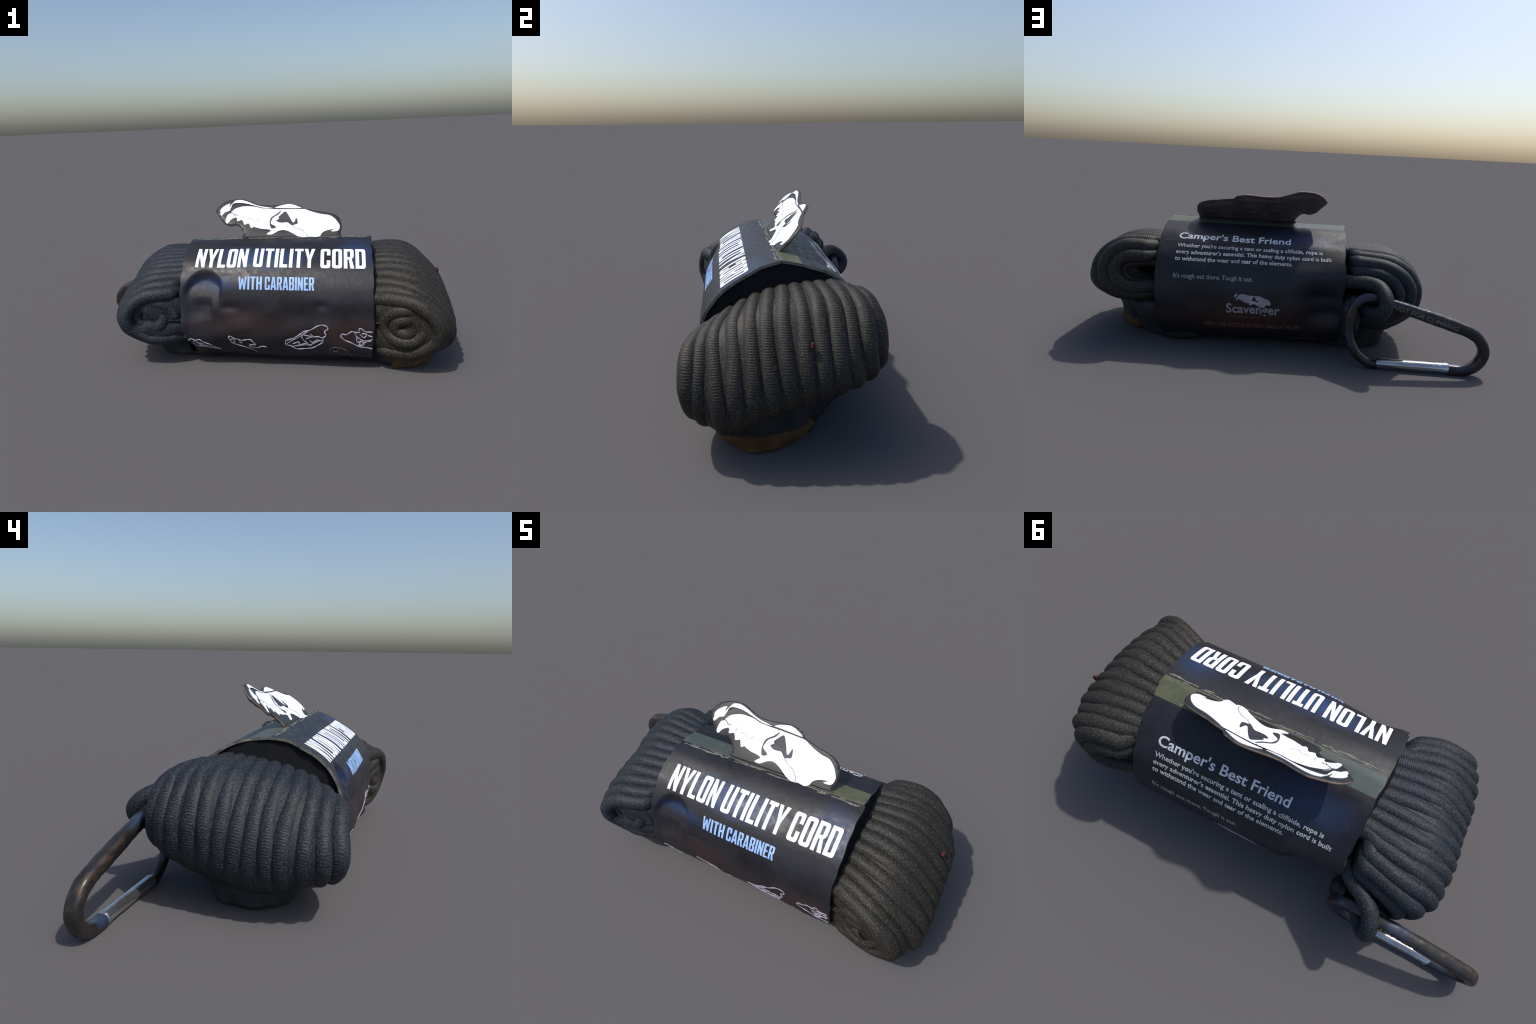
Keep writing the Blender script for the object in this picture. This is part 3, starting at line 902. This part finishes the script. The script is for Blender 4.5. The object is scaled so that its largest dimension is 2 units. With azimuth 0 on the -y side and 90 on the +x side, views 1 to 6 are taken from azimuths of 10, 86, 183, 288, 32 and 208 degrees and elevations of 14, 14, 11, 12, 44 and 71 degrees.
# ================================================================= HANG TAB
TN = np.array([0.0144, -0.6994, 0.7146])
TU = np.array([0.9998, 0.0206, 0.0])
TV = np.array([-0.0147, 0.7144, 0.6995])
TO = np.array([0.0, -0.0244, 0.667])
CARD_OUTLINE = [(-0.22, 0.098), (-0.209, 0.122), (-0.191, 0.146), (-0.163, 0.166), (-0.13, 0.176), (-0.084, 0.182), (-0.056, 0.175), (-0.022, 0.162), (0.012, 0.149), (0.038, 0.145), (0.074, 0.145), (0.104, 0.148), (0.136, 0.152), (0.165, 0.155), (0.194, 0.154), (0.217, 0.146), (0.24, 0.138), (0.256, 0.118), (0.292, 0.109), (0.33, 0.098), (0.377, 0.089), (0.418, 0.074), (0.439, 0.058), (0.452, 0.035), (0.457, 0.004), (0.458, -0.015), (0.452, -0.037), (0.450, -0.058), (0.438, -0.068), (0.208, -0.068), (-0.040, -0.066), (-0.064, -0.058), (-0.059, -0.050), (-0.063, -0.031), (-0.077, -0.006), (-0.092, 0.008), (-0.109, 0.012), (-0.131, 0.005), (-0.158, 0.015), (-0.172, 0.025), (-0.195, 0.057)]
PREMAXILLA = [(-0.196, 0.097), (-0.186, 0.117), (-0.163, 0.137), (-0.144, 0.145), (-0.148, 0.128), (-0.141, 0.112), (-0.146, 0.096), (-0.165, 0.088), (-0.177, 0.073), (-0.186, 0.063), (-0.194, 0.073), (-0.192, 0.085)]
CANINE = [(-0.153, 0.016), (-0.161, 0.027), (-0.153, 0.068), (-0.141, 0.078), (-0.125, 0.08), (-0.111, 0.059), (-0.109, 0.053), (-0.125, 0.044), (-0.137, 0.032), (-0.145, 0.019)]
NASAL = [(-0.122, 0.163), (-0.113, 0.169), (-0.086, 0.173), (-0.049, 0.163), (-0.008, 0.145), (0.029, 0.134), (0.082, 0.126), (0.082, 0.123), (0.04, 0.124), (-0.007, 0.136), (-0.048, 0.147), (-0.094, 0.152), (-0.118, 0.150), (-0.132, 0.142), (-0.136, 0.126), (-0.140, 0.114), (-0.143, 0.128)]
CRANIUM = [(-0.135, 0.086), (-0.124, 0.108), (-0.092, 0.125), (-0.053, 0.134), (-0.007, 0.131), (0.033, 0.122), (0.072, 0.119), (0.131, 0.117), (0.17, 0.116), (0.253, 0.112), (0.282, 0.101), (0.317, 0.085), (0.355, 0.072), (0.393, 0.065), (0.421, 0.043), (0.439, 0.016), (0.448, -0.007), (0.441, -0.033), (0.423, -0.04), (0.401, -0.038), (0.42, -0.027), (0.392, -0.03), (0.368, -0.039), (0.352, -0.054), (0.346, -0.072), (0.331, -0.089), (0.307, -0.085), (0.294, -0.081), (0.282, -0.088), (0.26, -0.086), (0.239, -0.074), (0.207, -0.051), (0.175, -0.032), (0.15, -0.026), (0.125, -0.033), (0.1, -0.051), (0.082, -0.055), (0.066, -0.051), (0.087, -0.03), (0.082, -0.024), (0.067, -0.02), (0.054, -0.018), (0.035, -0.016), (0.015, -0.01), (0.002, -0.006), (-0.004, -0.002), (-0.01, -0.007), (-0.02, -0.011), (-0.027, 0.003), (-0.035, 0.018), (-0.047, 0.013), (-0.059, 0.011), (-0.065, 0.027), (-0.075, 0.039), (-0.091, 0.031), (-0.1, 0.035), (-0.099, 0.047), (-0.109, 0.055), (-0.114, 0.071)]
BROW = [(0.101, 0.127), (0.123, 0.139), (0.156, 0.148), (0.182, 0.15), (0.208, 0.142), (0.234, 0.128), (0.244, 0.120), (0.202, 0.121), (0.15, 0.124), (0.111, 0.1255)]
ORBIT = [(0.112, 0.04), (0.127, 0.052), (0.122, 0.062), (0.139, 0.083), (0.154, 0.099), (0.164, 0.096), (0.178, 0.072), (0.191, 0.045), (0.2, 0.027), (0.208, 0.025), (0.214, 0.04), (0.218, 0.056), (0.225, 0.04), (0.227, 0.017), (0.215, 0.011), (0.196, 0.006), (0.183, 0.018), (0.17, 0.028), (0.148, 0.026), (0.128, 0.028)]
CHEEK = [(0.136, 0.109), (0.123, 0.083), (0.095, 0.062), (0.085, 0.039), (0.084, 0.018), (0.112, -0.002), (0.106, -0.012), (0.092, -0.015), (0.085, -0.007), (0.078, 0.016), (0.079, 0.047), (0.09, 0.066), (0.113, 0.084)]


def sleeve_top(x, y):
    """height of the front slope of the sleeve over (x, y)"""
    us = np.linspace(0, 0.12, 60)
    out = np.full(len(x), -1.0)
    for k in range(len(x)):
        p = sleeve_flat(np.full(60, x[k]), us)
        out[k] = np.interp(-y[k], -p[:, 1], p[:, 2])
    return out


def on_tab(ab, off):
    ab = np.asarray(ab, float)
    off = np.broadcast_to(np.asarray(off, float), (len(ab),))
    # the die-cut card is a little cupped
    bow = 0.015 * smoothstep(0.02, -0.20, ab[:, 0]) - 0.010 * np.exp(-(((ab[:, 0] - 0.15) / 0.13) ** 2))
    bow = bow * smoothstep(-0.05, 0.06, ab[:, 1])
    p = TO + ab[:, :1] * TU + ab[:, 1:] * TV + (off + bow - 0.004)[:, None] * TN
    z = sleeve_top(p[:, 0], p[:, 1])
    front = p[:, 1] < -0.062
    p[:, 2] = np.where(front, np.maximum(p[:, 2], z + 0.002 + off), p[:, 2])
    return p


def tab_card():
    outline = catmull(CARD_OUTLINE, 4, True)
    bm = sliced(flat_curve_mesh([outline]), 0.014, 0.016)
    bmesh.ops.triangulate(bm, faces=bm.faces[:])
    bm.verts.index_update()
    ab = np.array([(v.co.x, v.co.y) for v in bm.verts])
    a, b = outline, np.roll(outline, -1, 0)
    d = np.full(len(ab), 9.0)
    for p, q in zip(a, b):
        w = q - p
        t = np.clip(((ab - p) @ w) / (w @ w + 1e-12), 0, 1)
        d = np.minimum(d, np.linalg.norm(ab - (p + t[:, None] * w), axis=1))
    lumpy = np.array([fbm((x, y, 0.3), 13, 3, 2.0) for x, y in ab])
    thick = 0.010 + 0.012 * smoothstep(0, 0.035, d) + 0.006 * lumpy * smoothstep(0, 0.02, d)
    front = on_tab(ab, -0.0030 * (1 - smoothstep(0, 0.006, d)))
    back = on_tab(ab, 0.0) - thick[:, None] * TN
    n = len(ab)
    faces, slots = [], []
    for f in bm.faces:
        ix = [v.index for v in f.verts]
        if f.normal.z < 0:
            ix = ix[::-1]
        faces.append(ix)
        slots.append(0)
        faces.append([k + n for k in ix[::-1]])
        slots.append(1)
    for e in bm.edges:
        if len(e.link_faces) == 1:
            s, t = e.verts[0].index, e.verts[1].index
            faces.append((s, t, t + n, s + n))
            slots.append(2)
    bm.free()
    ob = mesh_object("hang_tab", np.vstack([front, back]), faces, [TAB_FRONT, TAB_BACK, TAB_RIM], root, True, slots)
    bm = bmesh.new()
    bm.from_mesh(ob.data)
    bmesh.ops.recalc_face_normals(bm, faces=bm.faces[:])
    bm.to_mesh(ob.data)
    bm.free()
    return ob


hang_tab = tab_card()
round4 = lambda p: catmull(p, 3, True)
for nm, shape in (("snout_print", PREMAXILLA), ("canine_print", CANINE), ("nasal_print", NASAL), ("cranium_print", CRANIUM), ("brow_print", BROW)):
    ink(nm, sliced(flat_curve_mesh([round4(shape)]), 0.012, 0.03), on_tab, WHITE, hang_tab, 0.0022, 0.003)
ink("eye_socket_print", sliced(flat_curve_mesh([round4(ORBIT)]), 0.02), on_tab, MARK, hang_tab, 0.0036, 0.001)
ink("cheek_print", sliced(flat_curve_mesh([round4(CHEEK)]), 0.02), on_tab, MARK, hang_tab, 0.0036, 0.001)
on_print = lambda ab, off: on_tab(ab, off + 0.0022)
stroke_set("skull_line", [[(0.196, 0.006), (0.221, -0.014), (0.253, -0.03), (0.272, -0.052), (0.282, -0.075), (0.276, -0.086)]], on_print, 0.0022, FAINT, hang_tab)
stroke_set("skull_line", [[(-0.134, 0.090), (-0.118, 0.111), (-0.092, 0.1255), (-0.053, 0.1345), (-0.007, 0.1325), (0.033, 0.123), (0.072, 0.120), (0.131, 0.1185), (0.17, 0.1175), (0.253, 0.113)],
                          [(-0.136, 0.128), (-0.120, 0.146), (-0.094, 0.151), (-0.048, 0.146), (-0.007, 0.135), (0.04, 0.1225)],
                          [(-0.135, 0.085), (-0.111, 0.071), (-0.096, 0.069)], [(0.125, 0.122), (0.128, 0.112)]], on_print, 0.0016, MARK, hang_tab)
stroke_set("skull_line", [[(-0.044, 0.05), (-0.021, 0.053), (-0.007, 0.041), (0.003, 0.029)], [(0.021, 0.056), (0.017, 0.045), (0.009, 0.036)], [(-0.075, 0.072), (-0.068, 0.058), (-0.07, 0.05)]], on_print, 0.0013, FAINT, hang_tab)

# small emblem on the back of the sleeve: the same skull, in reduced form
EMB = [CRANIUM, CANINE, PREMAXILLA]
a_all = np.array(CRANIUM + PREMAXILLA)
lo, hi = a_all.min(0), a_all.max(0)


def emblem_xy(p):
    q = (np.asarray(p, float) - lo) / (hi - lo)
    return np.c_[0.204 + (0.026 - 0.204) * q[:, 0], 0.7165 + (0.7485 - 0.7165) * q[:, 1] - 0.0 * q[:, 0]]


skull_loops = [emblem_xy(round4(CRANIUM)), emblem_xy(round4(ORBIT))]
ink("emblem_skull", sliced(flat_curve_mesh(skull_loops), 0.004), on_sleeve, SHADED_INK, card_sleeve, 0.0013)
for part in (PREMAXILLA, CANINE):
    ink("emblem_tooth", sliced(flat_curve_mesh([emblem_xy(round4(part))]), 0.004), on_sleeve, SHADED_INK, card_sleeve, 0.0013)

# ================================================================ CARABINER
YC = 0.352
bar_y = lambda x, z: 0.3635 - 0.040 * np.asarray(z) - 0.01 * (np.asarray(x) + 0.68)
BODY = [(-0.499, 0.024), (-0.452, 0.028), (-0.397, 0.067), (-0.361, 0.134), (-0.349, 0.206), (-0.362, 0.280), (-0.398, 0.332), (-0.461, 0.347), (-0.536, 0.323), (-0.621, 0.298), (-0.737, 0.266), (-0.854, 0.231), (-0.911, 0.211), (-0.950, 0.184), (-0.976, 0.140), (-0.976, 0.096), (-0.946, 0.052), (-0.889, 0.027), (-0.828, 0.025)]
cl = resample(catmull(BODY, 14), 220)
cl[:, 1] -= 0.005
center = np.c_[cl[:, 0], bar_y(cl[:, 0], cl[:, 1]), cl[:, 1]]
t_, b_, u_ = frames(center, False, (0, 1, 0))
sv = np.linspace(0, 1, len(cl))
r_in = np.interp(sv, [0, .08, .2, .33, .42, .5, .62, .75, .85, .93, 1], [.020, .021, .0195, .020, .023, .0275, .0295, .0285, .0245, .027, .0255])
r_y = np.interp(sv, [0, .2, .4, .6, .8, 1], [.020, .020, .024, .027, .029, .025])
ang = np.linspace(0, 2 * math.pi, 20, endpoint=False)
sq = 1 / (np.abs(np.cos(ang)) ** 3.2 + np.abs(np.sin(ang)) ** 3.2) ** (1 / 3.2)
mod = np.repeat(sq[None], len(cl), 0)
for k in range(len(cl)):
    mod[k] *= 1 + 0.05 * fbm(center[k], 16, 3, 1.0)
v, f = tube_rings(center, b_, u_, r_in, r_y, False, 20, mod)
f = f.tolist()
f.append(tuple(range(20))[::-1])
f.append(tuple(len(v) - 20 + k for k in range(20)))
v[:, 2] = np.maximum(v[:, 2], 0.0008)
carabiner = mesh_object("carabiner", v, f, METAL, root)
carabiner.data.set_sharp_from_angle(angle=math.radians(60))

gx = np.linspace(-0.490, -0.832, 60)
gc = np.c_[gx, bar_y(gx, 0.028), np.interp(gx, [-0.832, -0.49], [0.0245, 0.0250])]
t_, b_, u_ = frames(gc, False, (0, 1, 0))
gr = np.full(60, 0.0245)
gr *= 1 + 0.14 * np.exp(-(((gx + 0.815) / 0.014) ** 2)) + 0.08 * np.exp(-(((gx + 0.775) / 0.012) ** 2))
gr[:2] *= [0.86, 0.97]
gr[-2:] *= [0.97, 0.86]
gm = np.ones((60, 24))
for k in range(60):
    gm[k] += 0.045 * fbm(gc[k], 24, 3, 6.0) * (0.3 + 1.6 * smoothstep(-0.68, -0.82, gc[k, 0]))
v, f = tube_rings(gc, b_, u_, gr, gr, False, 24, gm)
v[:, 2] = np.maximum(v[:, 2], 0.0006)
f = f.tolist()
f.append(tuple(range(24))[::-1])
f.append(tuple(len(v) - 24 + k for k in range(24)))
gate = mesh_object("gate", v, f, GATE, carabiner)
gate.data.set_sharp_from_angle(angle=math.radians(50))
# hinge pin
bm = bmesh.new()
bmesh.ops.create_uvsphere(bm, u_segments=14, v_segments=8, radius=0.008)
for q in bm.verts:
    q.co = Vector((q.co.x - 0.812, q.co.y * 0.6 + float(bar_y(-0.812, 0.028)) + 0.0235, q.co.z + 0.024))
me = bpy.data.meshes.new("hinge_pin")
bm.to_mesh(me)
bm.free()
me.materials.append(GATE)
link(bpy.data.objects.new("hinge_pin", me), carabiner)

# wording stamped along the upper bar
pa, pb = np.array([-0.545, 0.313]), np.array([-0.850, 0.226])
L = np.linalg.norm(pb - pa)
d2 = (pb - pa) / L
n2 = np.array([d2[1], -d2[0]])
if n2[1] < 0:
    n2 = -n2


def on_bar(xy, off):
    p = pa + xy[:, :1] * d2 + xy[:, 1:] * n2
    return np.c_[p[:, 0], bar_y(p[:, 0], p[:, 1]) + 0.0275 + off, p[:, 1]]


bm = fit(sliced(text_mesh("NOT FOR CLIMBING", 0.15, 0.01), 0.5), 0.0, L, -0.011, 0.010)
ink("stamped_text", bm, on_bar, STAMP, carabiner, 0.0012, 0.006)

# ------------------------------------------------- loop of cord that holds it
path = catmull([(-0.20, 0.10, 0.365), (-0.27, 0.16, 0.370), (-0.325, 0.222, 0.378), (-0.375, 0.268, 0.388), (-0.430, 0.302, 0.394), (-0.478, 0.342, 0.388), (-0.503, 0.388, 0.360), (-0.506, 0.414, 0.322), (-0.492, 0.406, 0.286), (-0.466, 0.370, 0.266), (-0.435, 0.320, 0.268), (-0.395, 0.262, 0.280), (-0.34, 0.19, 0.288), (-0.25, 0.10, 0.29)], 40)
path = resample(path, 420)
cord_mesh("carabiner_cord_loop", path, 0.034, False, root, 0.4, axis=None, sides=32)
